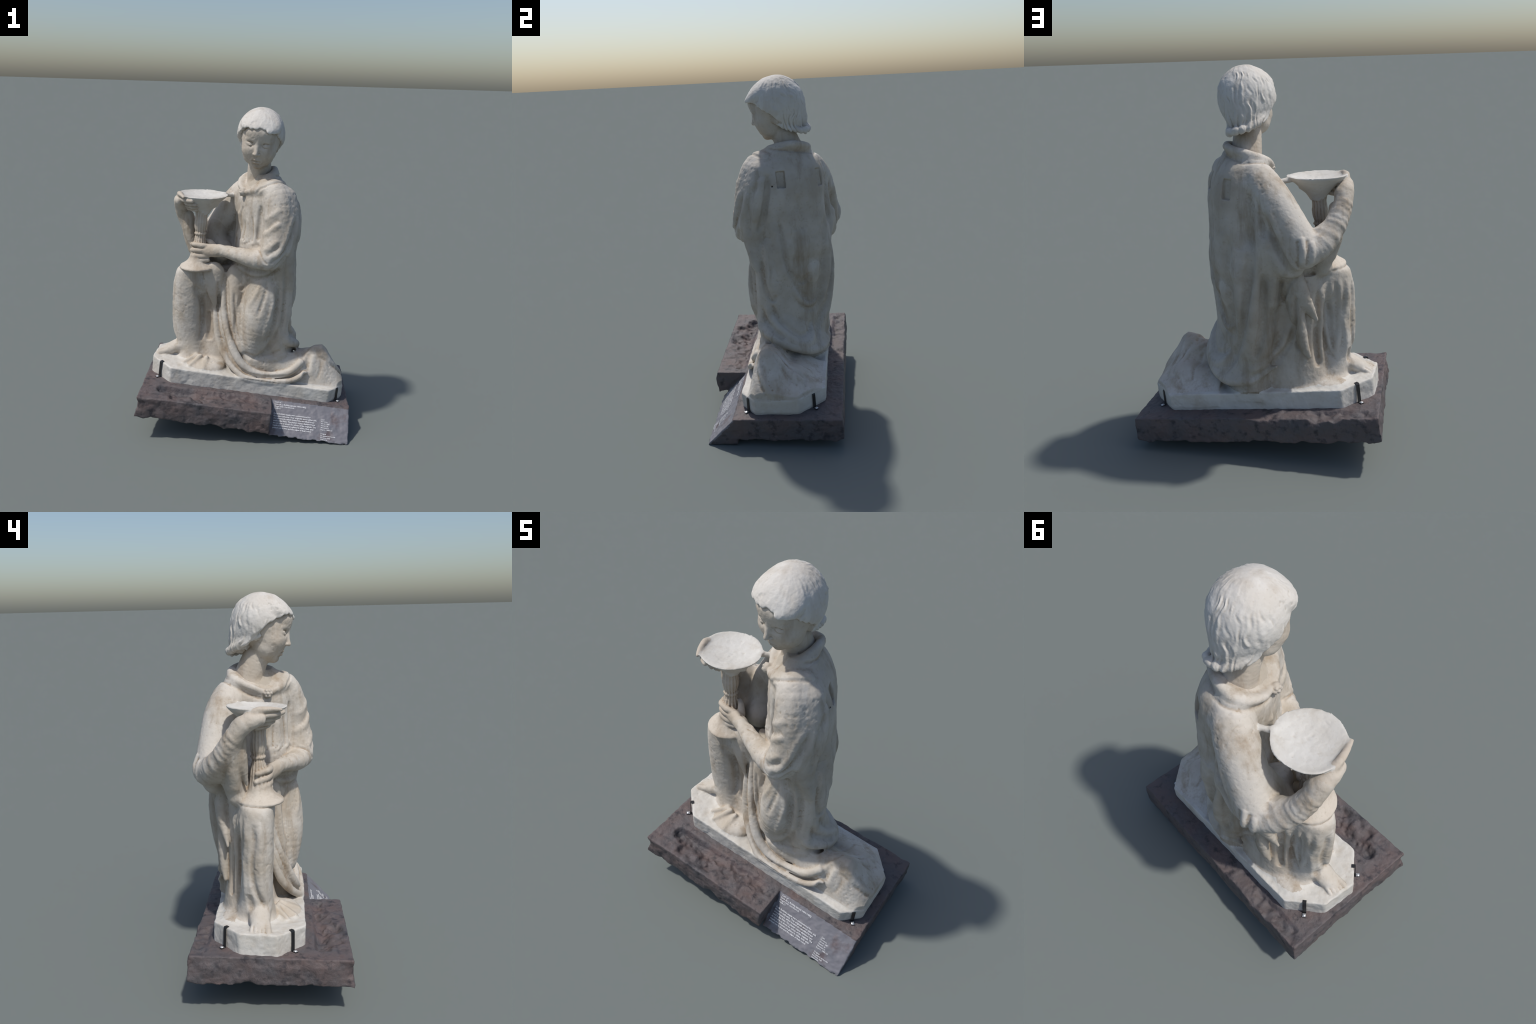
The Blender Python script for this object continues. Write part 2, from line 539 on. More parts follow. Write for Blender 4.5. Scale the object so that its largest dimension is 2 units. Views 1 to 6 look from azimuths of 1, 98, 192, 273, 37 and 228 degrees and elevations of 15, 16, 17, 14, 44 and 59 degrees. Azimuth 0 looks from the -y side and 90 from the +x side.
def build_collar():
    # neck band, high at the nape, running down to the brooch
    ring = [(-.040, .015, 1.490), (-.066, .078, 1.514), (-.056, .155, 1.553), (.010, .204, 1.584), (.080, .198, 1.602), (.125, .165, 1.615), (.140, .105, 1.618),
            (.132, .035, 1.605), (.105, -.022, 1.575), (.060, -.048, 1.540), (.00, -.038, 1.505), (-.036, .000, 1.490)]
    B.add(tube(ring, [.012, .016, .018, .020, .020, .020, .020, .020, .020, .020, .016, .012], per=6), "collar", .030)
    B.add(tube([(.02, -.045, 1.500), (.07, -.075, 1.520), (.13, -.075, 1.540), (.18, -.03, 1.545)], [.02, .03, .035, .03]), "collar", .02)
    B.paint(tube(ring, .045), "collar")


def build_brooch():
    c = V(-.050, .006, 1.488)
    B.add(ball(c, (.020, .025, .025)), "brooch", .004)
    for a in range(6):
        B.add(ball(c + V(-.014, .016 * math.cos(a * 1.047), .016 * math.sin(a * 1.047)), .0085), "brooch", .003)
    B.add(ball(c + V(-.02, 0, 0), .008), "brooch", .003)


for step in (build_body, build_arms, build_chalice, build_hands, build_collar, build_brooch):
    step()

# =============================================================== FOLDS
LEFT, BACKW, RIGHT, FRONT, DOWN = V(0, 1, 0), V(-.87, -.5, 0), V(0, -1, 0), V(1, 0, 0), V(0, 0, -1)     # looking directions


def folds(way, *rows, deep=1.15):
    for amp, width, *pts in rows:
        B.fold(pts, deep * amp, width, way)


def slab(c, axes, half, rounding=.003):
    c, R, hf = np.asarray(c, float), np.array([unit(a) for a in axes]), np.asarray(half, float) - rounding

    def fun(X, Y, Z):
        q = [np.abs(R[k, 0] * (X - c[0]) + R[k, 1] * (Y - c[1]) + R[k, 2] * (Z - c[2])) - hf[k] for k in range(3)]
        out = np.sqrt(sum(np.maximum(v, 0) ** 2 for v in q)) + np.minimum(np.maximum(np.maximum(q[0], q[1]), q[2]), 0)
        return (out - rounding).astype(np.float32)
    m = np.linalg.norm(half)
    return fun, c - m, c + m


def build_draperies():
    # long cloth end that falls from the lap as a broad panel, sweeps over the plinth and round the knee
    strip = [(-.165, .030, .97), (-.162, .012, .85), (-.150, -.025, .70), (-.118, -.070, .57), (-.065, -.112, .455), (.000, -.132, .385), (.08, -.138, .348), (.18, -.135, .340), (.28, -.128, .365), (.35, -.100, .42)]
    outer = [(-.215, .025, .75), (-.205, -.010, .62), (-.175, -.050, .50), (-.110, -.105, .405), (-.025, -.155, .340), (.07, -.168, .318), (.18, -.166, .312), (.30, -.158, .322), (.385, -.132, .37)]
    B.add(tube(outer, [.012, .018, .022, .022, .018, .015, .014, .016, .016]), "robe_hem", .016)
    B.add(tube([.5 * (V(*a) + V(*b)) + V(.01, .012, 0) for a, b in zip(strip[2:7], outer[:5])], .022), "robe_hem", .02)
    B.add(tube(strip, [.016, .018, .020, .022, .025, .024, .022, .022, .024, .022]), "robe_hem", .012)
    # pointed end hanging beside the raised knee and a short tongue next to it
    B.add(tube([(-.225, .005, .97), (-.225, -.002, .86), (-.212, .004, .725)], [.068, .046, .007], squash=(1, 2.2, 1)), "robe", .008)
    B.add(tube([(-.070, -.005, .97), (-.090, -.015, .90), (-.108, -.012, .850)], [.064, .044, .020], squash=(1, 2.0, 1)), "robe", .008)
    # zigzag of cloth ends on the right side
    B.add(tube([(-.19, .245, 1.00), (-.245, .245, .88), (-.312, .215, .745)], [.060, .044, .012], squash=(1, 1.3, 1)), "cloak", .014)
    B.add(tube([(-.19, .245, .92), (-.225, .248, .75), (-.245, .245, .62), (-.275, .238, .545)], [.048, .038, .030, .013], squash=(1, 1.2, 1)), "cloak", .014)
    # flaring hem of the cloak behind
    hem = [(.215, -.080, .60), (.262, -.070, .545), (.308, -.010, .515), (.314, .070, .470), (.282, .148, .430), (.232, .214, .402), (.150, .270, .388), (.03, .295, .42), (-.10, .277, .50)]
    B.add(tube(hem, [.020, .024, .026, .024, .024, .024, .024, .022, .018]), "cloak", .024)
    for p in spline(hem, 5)[4:34]:                       # cloth running down into the hem
        d = V(*unit(V(.13, .08) - p[:2]), 0)
        B.add(tube([p, p + .036 * d + V(0, 0, .06), p + .080 * d + V(0, 0, .15)], [.020, .022, .020]), "cloak", .012)
    B.cut(tube([V(*p) + V(-.006, -.012, -.050) for p in hem[1:4]], [.008, .013, .008]), .014)
    # short hanging end of the right sleeve, inside the arm
    B.add(tube([(-.400, .128, 1.31), (-.394, .128, 1.20), (-.366, .108, 1.085)], [.032, .036, .010], squash=(1, 1.2, 1)), "cloak", .012)
    # right sleeve lining filling the crook down to the lap
    B.add(tube([(-.20, .20, 1.12), (-.26, .16, 1.07), (-.30, .14, 1.03)], [.06, .06, .04]), "cloak", .02)
    # foot with toes, and cloth bunched on the plinth beside it
    B.add(tube([(-.44, .055, .455), (-.50, .050, .425), (-.545, .045, .402)], [.045, .042, .034], squash=(1, .8, 1.2)), "foot", .02)
    for k, y in enumerate((.088, .068, .049, .030, .008)):
        r = .012 + .004 * (k == 4)
        B.add(tube([(-.53, y * .85 + .006, .415), (-.562 - .010 * (k > 0), y, .405), (-.575 - .012 * (k > 1), y, .398)], [r, r, r * .8]), "foot", .005)
    B.add(ball((-.265, -.070, .362), (.125, .080, .036)), "robe_hem", .03)
    for p, q in (((-.33, -.03, .42), (-.405, -.085, .385)), ((-.30, -.04, .425), (-.36, -.125, .382)), ((-.26, -.05, .42), (-.27, -.145, .372))):
        B.add(tube([V(*p) - V(0, 0, .012), .5 * (V(*p) + V(*q)) - V(0, 0, .006), q], [.012, .010, .006]), "robe_hem", .022)
    B.add(ball((-.38, .19, .370), (.10, .06, .030)), "robe_hem", .03)


def build_folds():
    # --- chest: cloak edge from the brooch and pleats of the robe
    folds(FRONT,
          (-.010, .008, (-.043, -.010, 1.457), (-.065, .010, 1.389), (-.077, .030, 1.330), (-.075, .020, 1.245), (-.065, .00, 1.12)),
          (.010, .018, (-.06, .03, 1.45), (-.08, .045, 1.36), (-.085, .05, 1.25), (-.08, .04, 1.10)),
          (.006, .010, (-.030, -.04, 1.34), (-.035, -.045, 1.24), (-.05, -.05, 1.12)),
          (-.007, .009, (.000, -.070, 1.36), (.010, -.078, 1.26), (.010, -.085, 1.13)),
          (.006, .010, (.025, -.085, 1.34), (.03, -.09, 1.25), (.03, -.095, 1.16)),
          (-.007, .008, (-.053, -.017, 1.317), (-.065, -.016, 1.233), (-.086, -.015, 1.10)))
    # --- left sleeve
    folds(LEFT,
          (-.014, .011, (.066, -.15, 1.43), (.062, -.15, 1.35), (.056, -.15, 1.27), (.05, -.14, 1.205)),
          (-.014, .010, (.272, -.14, 1.36), (.250, -.17, 1.27), (.222, -.19, 1.20), (.185, -.225, 1.145), (.125, -.245, 1.10)),
          (.010, .016, (.262, -.15, 1.40), (.228, -.18, 1.28), (.195, -.21, 1.19), (.15, -.235, 1.13)),
          (-.009, .007, (.046, -.168, 1.196), (.065, -.224, 1.166), (.090, -.243, 1.119), (.119, -.245, 1.098)),
          (.008, .016, (.076, -.208, 1.25), (.129, -.227, 1.30), (.185, -.214, 1.35)),
          (-.006, .014, (.090, -.208, 1.29), (.135, -.22, 1.335), (.18, -.2, 1.37)),
          (.006, .016, (.085, -.192, 1.345), (.137, -.200, 1.39), (.185, -.17, 1.43)),
          (.008, .015, (.08, -.229, 1.17), (.132, -.246, 1.21), (.18, -.232, 1.25)),
          (-.007, .012, (.10, -.23, 1.15), (.14, -.245, 1.175), (.185, -.23, 1.215)),
          (-.014, .010, (-.10, -.105, 1.05), (-.014, -.15, 1.028), (.045, -.17, 1.028), (.120, -.2, 1.045), (.18, -.214, 1.095), (.231, -.18, 1.165)),
          (.008, .010, (-.08, -.10, 1.025), (0, -.13, 1.000), (.08, -.15, 1.005), (.16, -.16, 1.04)),
          (-.010, .010, (-.05, -.10, .985), (.03, -.12, .975), (.12, -.13, .995), (.2, -.14, 1.06)),
          (.004, .010, (-.02, -.13, 1.145), (-.01, -.15, 1.11), (.0, -.14, 1.075)), (.004, .010, (.03, -.16, 1.16), (.035, -.18, 1.11), (.04, -.17, 1.06)))
    # --- cloak edge behind the left arm, robe beside the thigh
    folds(LEFT,
          (-.016, .012, (.225, -.16, 1.07), (.232, -.137, .948), (.232, -.11, .84), (.226, -.09, .72), (.215, -.08, .60)),
          (.012, .018, (.268, -.12, 1.08), (.270, -.10, .95), (.268, -.08, .82), (.262, -.07, .70), (.255, -.065, .60), (.27, -.05, .53)),
          (-.010, .012, (.300, -.05, 1.0), (.303, -.04, .85), (.295, -.04, .68)),
          (-.020, .015, (-.025, -.076, .475), (.035, -.121, .450), (.108, -.117, .470), (.165, -.105, .56), (.205, -.10, .68)),
          (-.009, .014, (.185, -.13, .93), (.180, -.132, .78), (.150, -.127, .63), (.12, -.129, .55)),
          (.006, .014, (.15, -.15, .95), (.155, -.15, .82), (.135, -.14, .68)),
          (-.010, .010, (-.010, -.09, .92), (-.043, -.059, .83), (-.070, -.03, .727), (-.082, -.01, .604), (-.065, -.03, .52)),
          (.007, .009, (-.105, -.05, .90), (-.100, -.05, .75), (-.08, -.07, .60)), (-.009, .008, (-.085, -.05, .86), (-.078, -.05, .72), (-.055, -.08, .56)),
          (.008, .012, (.10, -.15, .99), (.06, -.14, .90), (.01, -.12, .80)), (-.008, .012, (.12, -.15, .97), (.10, -.16, .86), (.06, -.16, .74)), (.007, .013, (.17, -.13, .98), (.165, -.14, .86), (.13, -.15, .70), (.09, -.14, .55)),
          (.009, .012, (.21, -.1, .98), (.205, -.1, .80), (.185, -.1, .66), (.14, -.11, .53)), (-.008, .010, (.10, -.1, .46), (.16, -.1, .47), (.22, -.09, .50)), (.008, .012, (.13, -.12, .43), (.19, -.11, .44), (.26, -.1, .47)),
          (-.016, .010, (.01, -.10, .97), (-.02, -.08, .91), (-.05, -.06, .87)),
          (-.026, .018, (-.262, .015, .70), (-.258, .012, .60), (-.250, -.010, .50)),
          (-.022, .016, (-.345, -.02, .89), (-.315, -.013, .83), (-.298, .015, .74), (-.294, .019, .60), (-.300, .0, .49)),
          (.012, .014, (-.280, .02, .80), (-.279, .02, .65), (-.285, .00, .49)),
          (-.012, .010, (-.195, -.03, .92), (-.192, -.03, .80), (-.196, -.02, .70)),
          (-.014, .010, (-.133, -.04, .93), (-.128, -.05, .80), (-.112, -.06, .66), (-.085, -.09, .54)),
          (-.014, .009, (-.16, -.07, .58), (-.12, -.10, .47), (-.05, -.14, .385), (.04, -.16, .345), (.16, -.16, .335), (.28, -.15, .35)))
    # --- back: long soft tubes of cloth, swags near the hem
    folds(BACKW,
          (-.010, .014, (.263, .037, 1.229), (.270, .061, 1.131), (.283, .088, .970), (.272, .132, .852), (.244, .177, .760), (.212, .228, .683)),
          (.007, .022, (.262, .00, 1.2), (.275, .03, 1.08), (.285, .055, .95), (.280, .095, .83)),
          (-.013, .013, (.250, -.010, 1.47), (.266, -.023, 1.330), (.275, -.045, 1.205), (.28, -.075, 1.14)),
          (.012, .018, (.25, -.045, 1.46), (.28, -.065, 1.33), (.29, -.085, 1.2)),
          (-.012, .014, (.24, -.085, 1.43), (.285, -.118, 1.33), (.292, -.118, 1.229), (.27, -.13, 1.12)),
          (.009, .016, (.25, -.13, 1.37), (.28, -.145, 1.25), (.265, -.155, 1.14)),
          (.010, .024, (.264, -.018, 1.108), (.288, -.012, .944), (.290, -.003, .78)),
          (-.010, .012, (.276, -.060, .998), (.267, -.062, .880), (.281, -.032, .768), (.289, .001, .730), (.294, .026, .772)),
          (.010, .022, (.220, .177, 1.150), (.235, .189, .984), (.249, .180, .850)),
          (-.009, .012, (.25, .135, .88), (.245, .165, .825), (.235, .2, .83), (.215, .225, .88)),
          (.009, .014, (.268, .135, .792), (.250, .164, .715), (.222, .212, .675), (.187, .261, .68), (.161, .289, .712)),
          (-.009, .013, (.262, .15, .73), (.238, .185, .665), (.205, .235, .635), (.17, .275, .655)),
          (.010, .016, (.260, -.060, .728), (.278, -.024, .632), (.292, .045, .550), (.286, .119, .486), (.258, .180, .453), (.229, .230, .469), (.206, .257, .536)),
          (-.010, .013, (.265, -.02, .72), (.285, .02, .63), (.288, .085, .56), (.265, .15, .51), (.235, .205, .51), (.21, .24, .57)),
          (-.012, .013, (.262, -.08, .70), (.262, -.065, .62), (.290, -.01, .55), (.302, .05, .505)),
          (-.018, .020, (.11, .30, 1.20), (.135, .305, 1.05), (.155, .303, .90), (.165, .290, .72), (.17, .27, .58)),
          (.010, .020, (.07, .325, 1.05), (.09, .33, .9), (.10, .325, .75), (.12, .305, .6)),
          (.006, .02, (.26, .06, 1.40), (.25, .09, 1.25), (.25, .11, 1.1)),
          (-.006, .02, (.22, .15, 1.35), (.21, .17, 1.2), (.22, .17, 1.05)), deep=2.0)
    # --- right side: side panel, sweep to the plinth, pouch under the elbow
    folds(RIGHT,
          (-.028, .020, (-.005, .28, 1.46), (-.012, .296, 1.353), (-.010, .28, 1.232), (-.012, .338, 1.105), (.010, .327, .952), (.042, .336, .78), (.075, .330, .662), (.128, .316, .519), (.2, .26, .40)),
          (.012, .022, (-.045, .32, 1.1), (-.03, .34, .95), (.0, .335, .78), (.035, .33, .63), (.09, .32, .50)),
          (.010, .026, (-.11, .31, 1.0), (-.10, .29, .83), (-.085, .28, .66), (-.03, .28, .52)),
          (-.012, .018, (-.07, .31, 1.02), (-.06, .29, .85), (-.045, .28, .68), (.0, .28, .54)),
          (-.018, .015, (-.205, .262, .78), (-.191, .255, .66), (-.128, .257, .545), (-.036, .276, .464), (.069, .318, .418)),
          (.010, .018, (-.175, .265, .72), (-.14, .262, .60), (-.06, .28, .52), (.04, .3, .465)),
          (-.014, .010, (-.240, .188, 1.00), (-.185, .28, .955), (-.145, .275, .83)),
          (-.016, .010, (-.222, .28, .90), (-.214, .28, .78), (-.208, .27, .65), (-.222, .262, .56)),
          (.012, .012, (-.105, .33, 1.36), (-.148, .345, 1.256), (-.185, .360, 1.167), (-.222, .365, 1.09), (-.25, .32, 1.04)),
          (-.016, .013, (-.08, .32, 1.33), (-.122, .335, 1.23), (-.158, .35, 1.14), (-.20, .355, 1.06), (-.235, .32, 1.01)),
          (.008, .012, (-.273, .323, 1.223), (-.280, .359, 1.149), (-.268, .352, 1.075)),
          (-.008, .010, (-.295, .32, 1.21), (-.300, .35, 1.14), (-.290, .33, 1.07)),
          (-.008, .010, (-.248, .33, 1.21), (-.252, .365, 1.14), (-.245, .35, 1.06)),
          (.007, .011, (-.318, .30, 1.20), (-.325, .32, 1.14), (-.315, .31, 1.08)),
          (-.008, .012, (-.05, .3, 1.40), (-.07, .31, 1.3), (-.09, .32, 1.2)), deep=1.5)
    # --- raised leg: vertical pleats seen from the front
    folds(FRONT,
          (-.016, .012, (-.478, .076, .92), (-.484, .076, .826), (-.485, .088, .711), (-.487, .082, .618), (-.480, .060, .544), (-.451, .028, .48)),
          (.010, .014, (-.480, .045, .93), (-.484, .040, .80), (-.485, .045, .65), (-.485, .035, .55), (-.45, .005, .47)),
          (.012, .014, (-.467, .113, .94), (-.471, .113, .821), (-.460, .125, .724), (-.466, .122, .633), (-.466, .125, .50)),
          (-.014, .012, (-.427, .150, .934), (-.419, .148, .825), (-.420, .150, .708), (-.444, .149, .599), (-.44, .15, .48)),
          (.010, .012, (-.40, .170, .90), (-.40, .17, .75), (-.40, .175, .6), (-.40, .18, .47)),
          (-.018, .014, (-.359, .19, .90), (-.344, .192, .725), (-.344, .198, .578), (-.347, .21, .470)),
          (-.012, .016, (-.46, .105, .55), (-.462, .10, .50), (-.46, .09, .465)))
    folds(RIGHT,
          (.010, .012, (-.419, .132, .96), (-.423, .151, .845), (-.420, .153, .653), (-.40, .165, .53)),
          (-.012, .014, (-.366, .159, .95), (-.362, .159, .813), (-.373, .159, .66), (-.39, .165, .53)),
          (.009, .014, (-.335, .17, .93), (-.330, .17, .80), (-.345, .17, .65), (-.375, .165, .55)),
          (-.014, .014, (-.300, .21, .70), (-.305, .21, .58), (-.32, .21, .47)))
    # --- right forearm: cross wrinkles of a tight sleeve
    for p, q, r in (((-.415, .185, 1.375), (-.462, .160, 1.340), (-.455, .125, 1.305)), ((-.37, .215, 1.34), (-.445, .190, 1.295), (-.445, .155, 1.25)), ((-.34, .245, 1.30), (-.42, .225, 1.250), (-.43, .195, 1.205)),
                    ((-.30, .28, 1.26), (-.39, .265, 1.215), (-.405, .235, 1.16)), ((-.27, .30, 1.24), (-.36, .295, 1.185), (-.385, .265, 1.12)), ((-.40, .20, 1.36), (-.455, .175, 1.315), (-.45, .14, 1.275)),
                    ((-.355, .23, 1.32), (-.432, .208, 1.272), (-.437, .175, 1.225))):
        B.fold([p, q, r], .0030 + .0035 * abs(math.sin(37 * p[2] + 5 * q[0])), .008 + .005 * abs(math.sin(91 * q[2])), V(.87, -.5, 0), (.3, .3))
    # --- trailing cloth behind
    folds(V(-.5, 0, -.87),
          (-.008, .010, (.411, .016, .452), (.442, .067, .385), (.489, .144, .349), (.50, .20, .33)),
          (-.007, .010, (.470, .010, .440), (.503, .084, .348), (.555, .160, .300)),
          (.007, .012, (.43, .05, .43), (.47, .11, .37), (.52, .18, .32)),
          (-.007, .010, (.37, .05, .44), (.385, .13, .38), (.38, .22, .33)),
          (-.006, .010, (.424, .250, .304), (.47, .2, .335), (.56, .19, .28)),
          (.008, .012, (.455, -.062, .47), (.53, -.058, .385), (.59, -.02, .315), (.625, .02, .28)),
          (-.010, .011, (.44, -.085, .45), (.50, -.085, .37), (.56, -.06, .31), (.61, -.02, .27)),
          (.006, .012, (.35, -.02, .51), (.40, .02, .49), (.42, .05, .46)),
          (-.007, .012, (.36, -.10, .46), (.40, -.04, .50), (.42, .02, .48)))
    folds(LEFT, (-.016, .014, (.40, -.11, .47), (.395, -.13, .40), (.37, -.14, .34)), (.012, .016, (.43, -.1, .47), (.425, -.12, .40), (.42, -.13, .33)),
          (-.010, .012, (.48, -.08, .44), (.475, -.11, .37), (.45, -.13, .31)))
    # --- collar: turned edge, crease where it lies on the cloak
    folds(DOWN,
          (-.010, .007, (-.012, -.060, 1.49), (.035, -.090, 1.495), (.098, -.112, 1.52), (.145, -.105, 1.545), (.19, -.07, 1.55), (.215, -.02, 1.55)))
    folds(BACKW, (-.010, .007, (.175, .00, 1.60), (.185, .05, 1.592), (.180, .11, 1.587), (.15, .18, 1.575), (.10, .235, 1.56), (.05, .25, 1.545)))
    folds(V(.5, -.5, -.7), (-.010, .007, (.05, .25, 1.55), (-.02, .225, 1.53), (-.075, .165, 1.51), (-.09, .10, 1.50), (-.075, .05, 1.487)),
          (.007, .016, (.02, .215, 1.575), (-.05, .17, 1.545), (-.07, .10, 1.515), (-.06, .04, 1.495)))
    # --- two mortises and a peg hole in the back
    B.cut(slab((.246, .068, 1.433), ((.93, .36, .12), (-.36, .93, 0), (-.11, -.04, .99)), (.012, .026, .047)), .004)
    B.cut(slab((.112, .275, 1.425), ((.55, .82, .12), (-.82, .55, 0), (-.07, -.10, .99)), (.012, .026, .050)), .004)
    B.cut(ball((.262, .022, 1.400), .011), .004)


build_draperies()
build_folds()
trim_to_plinth()

# ===================================================================== HEAD
HC = V(.050, .030, 1.810)


def head_axes(yaw=8, pitch=15, roll=7):
    y, p, r = map(math.radians, (yaw, pitch, roll))
    z = V(0, 0, 1)
    f0 = V(-math.sin(y), -math.cos(y), 0); l0 = V(math.cos(y), -math.sin(y), 0)
    f = math.cos(p) * f0 - math.sin(p) * z
    u = math.cos(p) * z + math.sin(p) * f0
    return math.cos(r) * l0 - math.sin(r) * u, f, math.cos(r) * u + math.sin(r) * l0


HL, HF, HU = head_axes()
HR = np.array([HL, HF, HU])
A = Field((-.15, -.20, 1.45), (.25, .27, 2.03), H_HEAD)


def hp(l, f, u):
    return HC + l * HL + f * HF + u * HU


def hball(c, r):
    return ball(hp(*c), r, HR)


def htube(pts, rad, per=5):
    return tube([hp(*p) for p in pts], rad, per)


def hlocal(X, Y, Z):
    x, y, z = X - HC[0], Y - HC[1], Z - HC[2]
    return [a[0] * x + a[1] * y + a[2] * z for a in (HL, HF, HU)]


# lower edge of the hair by angle from the face (degrees, height)
HAIR_EDGE = [(-180, -.150), (-150, -.145), (-125, -.122), (-108, -.085), (-95, -.052), (-80, -.030), (-66, .020), (-52, .062), (-38, .088), (-20, .104), (0, .108),
             (20, .098), (36, .084), (50, .060), (64, .028), (78, -.005), (92, -.055), (108, -.095), (125, -.125), (150, -.145), (180, -.150)]


def build_head():
    # skull, face and neck
    A.add(hball((0, -.010, .030), (.122, .145, .140)), "head", 0)
    A.add(hball((0, .050, -.030), (.100, .089, .125)), "head", .02)
    for s in (-1, 1):
        A.add(hball((s * .050, .078, -.042), (.042, .040, .046)), "head", .03)     # cheeks
        A.add(hball((s * .050, .042, -.098), (.032, .045, .034)), "head", .03)     # jaw
    A.add(hball((.004, .090, -.128), (.030, .027, .026)), "head", .025)            # chin
    A.add(hball((0, .105, .075), (.075, .030, .040)), "head", .03)                 # forehead
    for s in (-1, 1):
        A.cut(hball((s * .043, .152, .010), (.027, .030, .017)), .020)            # eye sockets
        A.add(hball((s * .046, .103, .006), (.026, .023, .019)), "head", .005)     # eyeball under the lid
        A.add(htube([(s * .022, .122, .030), (s * .046, .118, .038), (s * .074, .100, .032)], [.003, .004, .003]), "head", .016)   # brow
        A.add(htube([(s * .027, .117, .006), (s * .047, .1265, .003), (s * .070, .110, .003)], [.002, .0035, .002]), "head", .004)  # lid edge
        A.fold([hp(s * .024, .118, .017), hp(s * .046, .124, .021), hp(s * .070, .108, .016)], -.003, .0045)                        # crease of the lid
        A.add(htube([(s * .026, .115, -.008), (s * .047, .121, -.013), (s * .068, .108, -.009)], [.002, .003, .002]), "head", .006)
    A.add(htube([(0, .124, .038), (0, .131, .008), (-.001, .145, -.026), (-.002, .151, -.040)], [.009, .0095, .0115, .0125]), "head", .013)
    for s in (-1, 1):
        A.add(hball((s * .0135 - .001, .137, -.045), (.009, .012, .008)), "head", .005)
    A.cut(hball((0, .150, -.066), (.009, .016, .009)), .010)
    A.add(hball((0, .115, -.090), (.034, .017, .022)), "head", .014)
    A.add(htube([(-.028, .118, -.093), (-.009, .1315, -.084), (0, .1315, -.086), (.009, .1315, -.084), (.028, .118, -.093)], [.002, .0045, .0045, .0045, .002]), "head", .005)
    A.add(htube([(-.026, .116, -.099), (0, .1275, -.101), (.026, .116, -.099)], [.002, .006, .002]), "head", .006)
    A.fold([hp(-.033, .116, -.096), hp(-.016, .130, -.093), hp(0, .135, -.092), hp(.016, .130, -.093), hp(.033, .116, -.096)], -.0045, .0045)
    A.fold([hp(-.022, .118, -.114), hp(0, .123, -.116), hp(.022, .118, -.114)], -.004, .008)
    A.add(tube([(.045, .075, 1.66), (.045, .105, 1.58), (.048, .120, 1.50)], [.070, .077, .080]), "neck", .02)
    A.add(ball((.020, .075, 1.500), (.060, .070, .045)), "neck", .03)
    for s in (-1, 1):
        A.add(hball((s * .100, -.010, -.045), (.012, .022, .026)), "ear", .008)

    # hair: cap and nape mass, trimmed by its lower edge
    hair = Field(A.lo, A.lo + (A.n - 1.5) * A.h, A.h)
    hair.add(hball((-.006, -.018, .030), (.144, .158, .155)), "hair", 0)
    hair.add(hball((-.012, -.056, -.050), (.096, .110, .126)), "hair", .03)
    c, n_ = math.cos(math.radians(25)), math.sin(math.radians(25))
    visor = np.array([HL, c * HF - n_ * HU, n_ * HF + c * HU])
    hair.add(ball(hp(0, .058, .108), (.121, .099, .052), visor), "hair", .02)
    ea = np.array(HAIR_EDGE, float)

    def keep(X, Y, Z):
        l, f, u = hlocal(X, Y, Z)
        t = np.degrees(np.arctan2(l, f + .02))
        e = np.interp(t, ea[:, 0], ea[:, 1]) + .0045 * np.sin(t * .17 + .6) + .0022 * np.sin(t * .47 + 1)
        r = np.sqrt(l * l + (f + .02) ** 2)
        e = e + .10 * np.clip(.10 - r, 0, 1)
        return (-(u - e) * .8).astype(np.float32)
    s, X, Y, Z = hair.window(hair.lo, hair.lo + (hair.n - 1) * hair.h)
    d = keep(X, Y, Z)
    f = hair.f
    k = .012
    t = np.clip(.5 - .5 * (f - d) / k, 0, 1)
    hair.f = f + (d - f) * t + k * t * (1 - t)
    # curled rolls along the edge at the sides and the nape
    roll = [(-.108, .010, -.040), (-.108, -.018, -.056), (-.100, -.060, -.092), (-.078, -.102, -.125), (-.035, -.138, -.150), (.014, -.148, -.156), (.045, -.138, -.158),
            (.064, -.095, -.138), (.078, -.050, -.108), (.094, .00, -.060)]
    hair.add(htube(roll, [.008, .013, .016, .018, .018, .019, .018, .015, .013, .009]), "hair", .020)
    # locks combed down from the crown
    s, X, Y, Z = hair.window(hair.lo, hair.lo + (hair.n - 1) * hair.h)
    l, f2, u = hlocal(X, Y, Z)
    t = np.arctan2(l, f2 + .045)
    P = np.stack(np.broadcast_arrays(X, Y, Z), -1)
    near = np.abs(hair.f) < .03
    n1 = np.zeros(hair.f.shape, np.float32); n2 = n1.copy()
    n1[near] = noise.fbm(P[near], .075, 2)
    n2[near] = noise.fbm(P[near] + 3.1, .05, 2)
    r = np.sqrt(l * l + (f2 + .045) ** 2)
    away = np.clip((r - .035) / .07, 0, 1)
    rough = np.clip(.45 + 1.5 * n2, .12, 1) * away
    front = np.clip((u - .09) / .05, 0, 1) * np.clip((f2 + .02) / .06, 0, 1)
    w = .8 * np.sin(15 * t + 8.0 * n1 + 7 * u) + .6 * np.sin(37 * t + 12 * n1 - 10 * u)
    hair.f -= (.0027 * rough * (1 - .8 * front) * w).astype(np.float32)
    low = np.clip((-.075 - u) / .02, 0, 1)
    hair.f -= (.006 * low * (np.abs(np.sin(11 * t + 4 * n1)) - .5)).astype(np.float32)
    # join
    better = hair.f < A.f
    A.lab[better] = A.label("hair")
    kk = .004
    tt = np.clip(.5 + .5 * (A.f - hair.f) / kk, 0, 1)
    A.f = A.f + (hair.f - A.f) * tt - kk * tt * (1 - tt)


build_head()

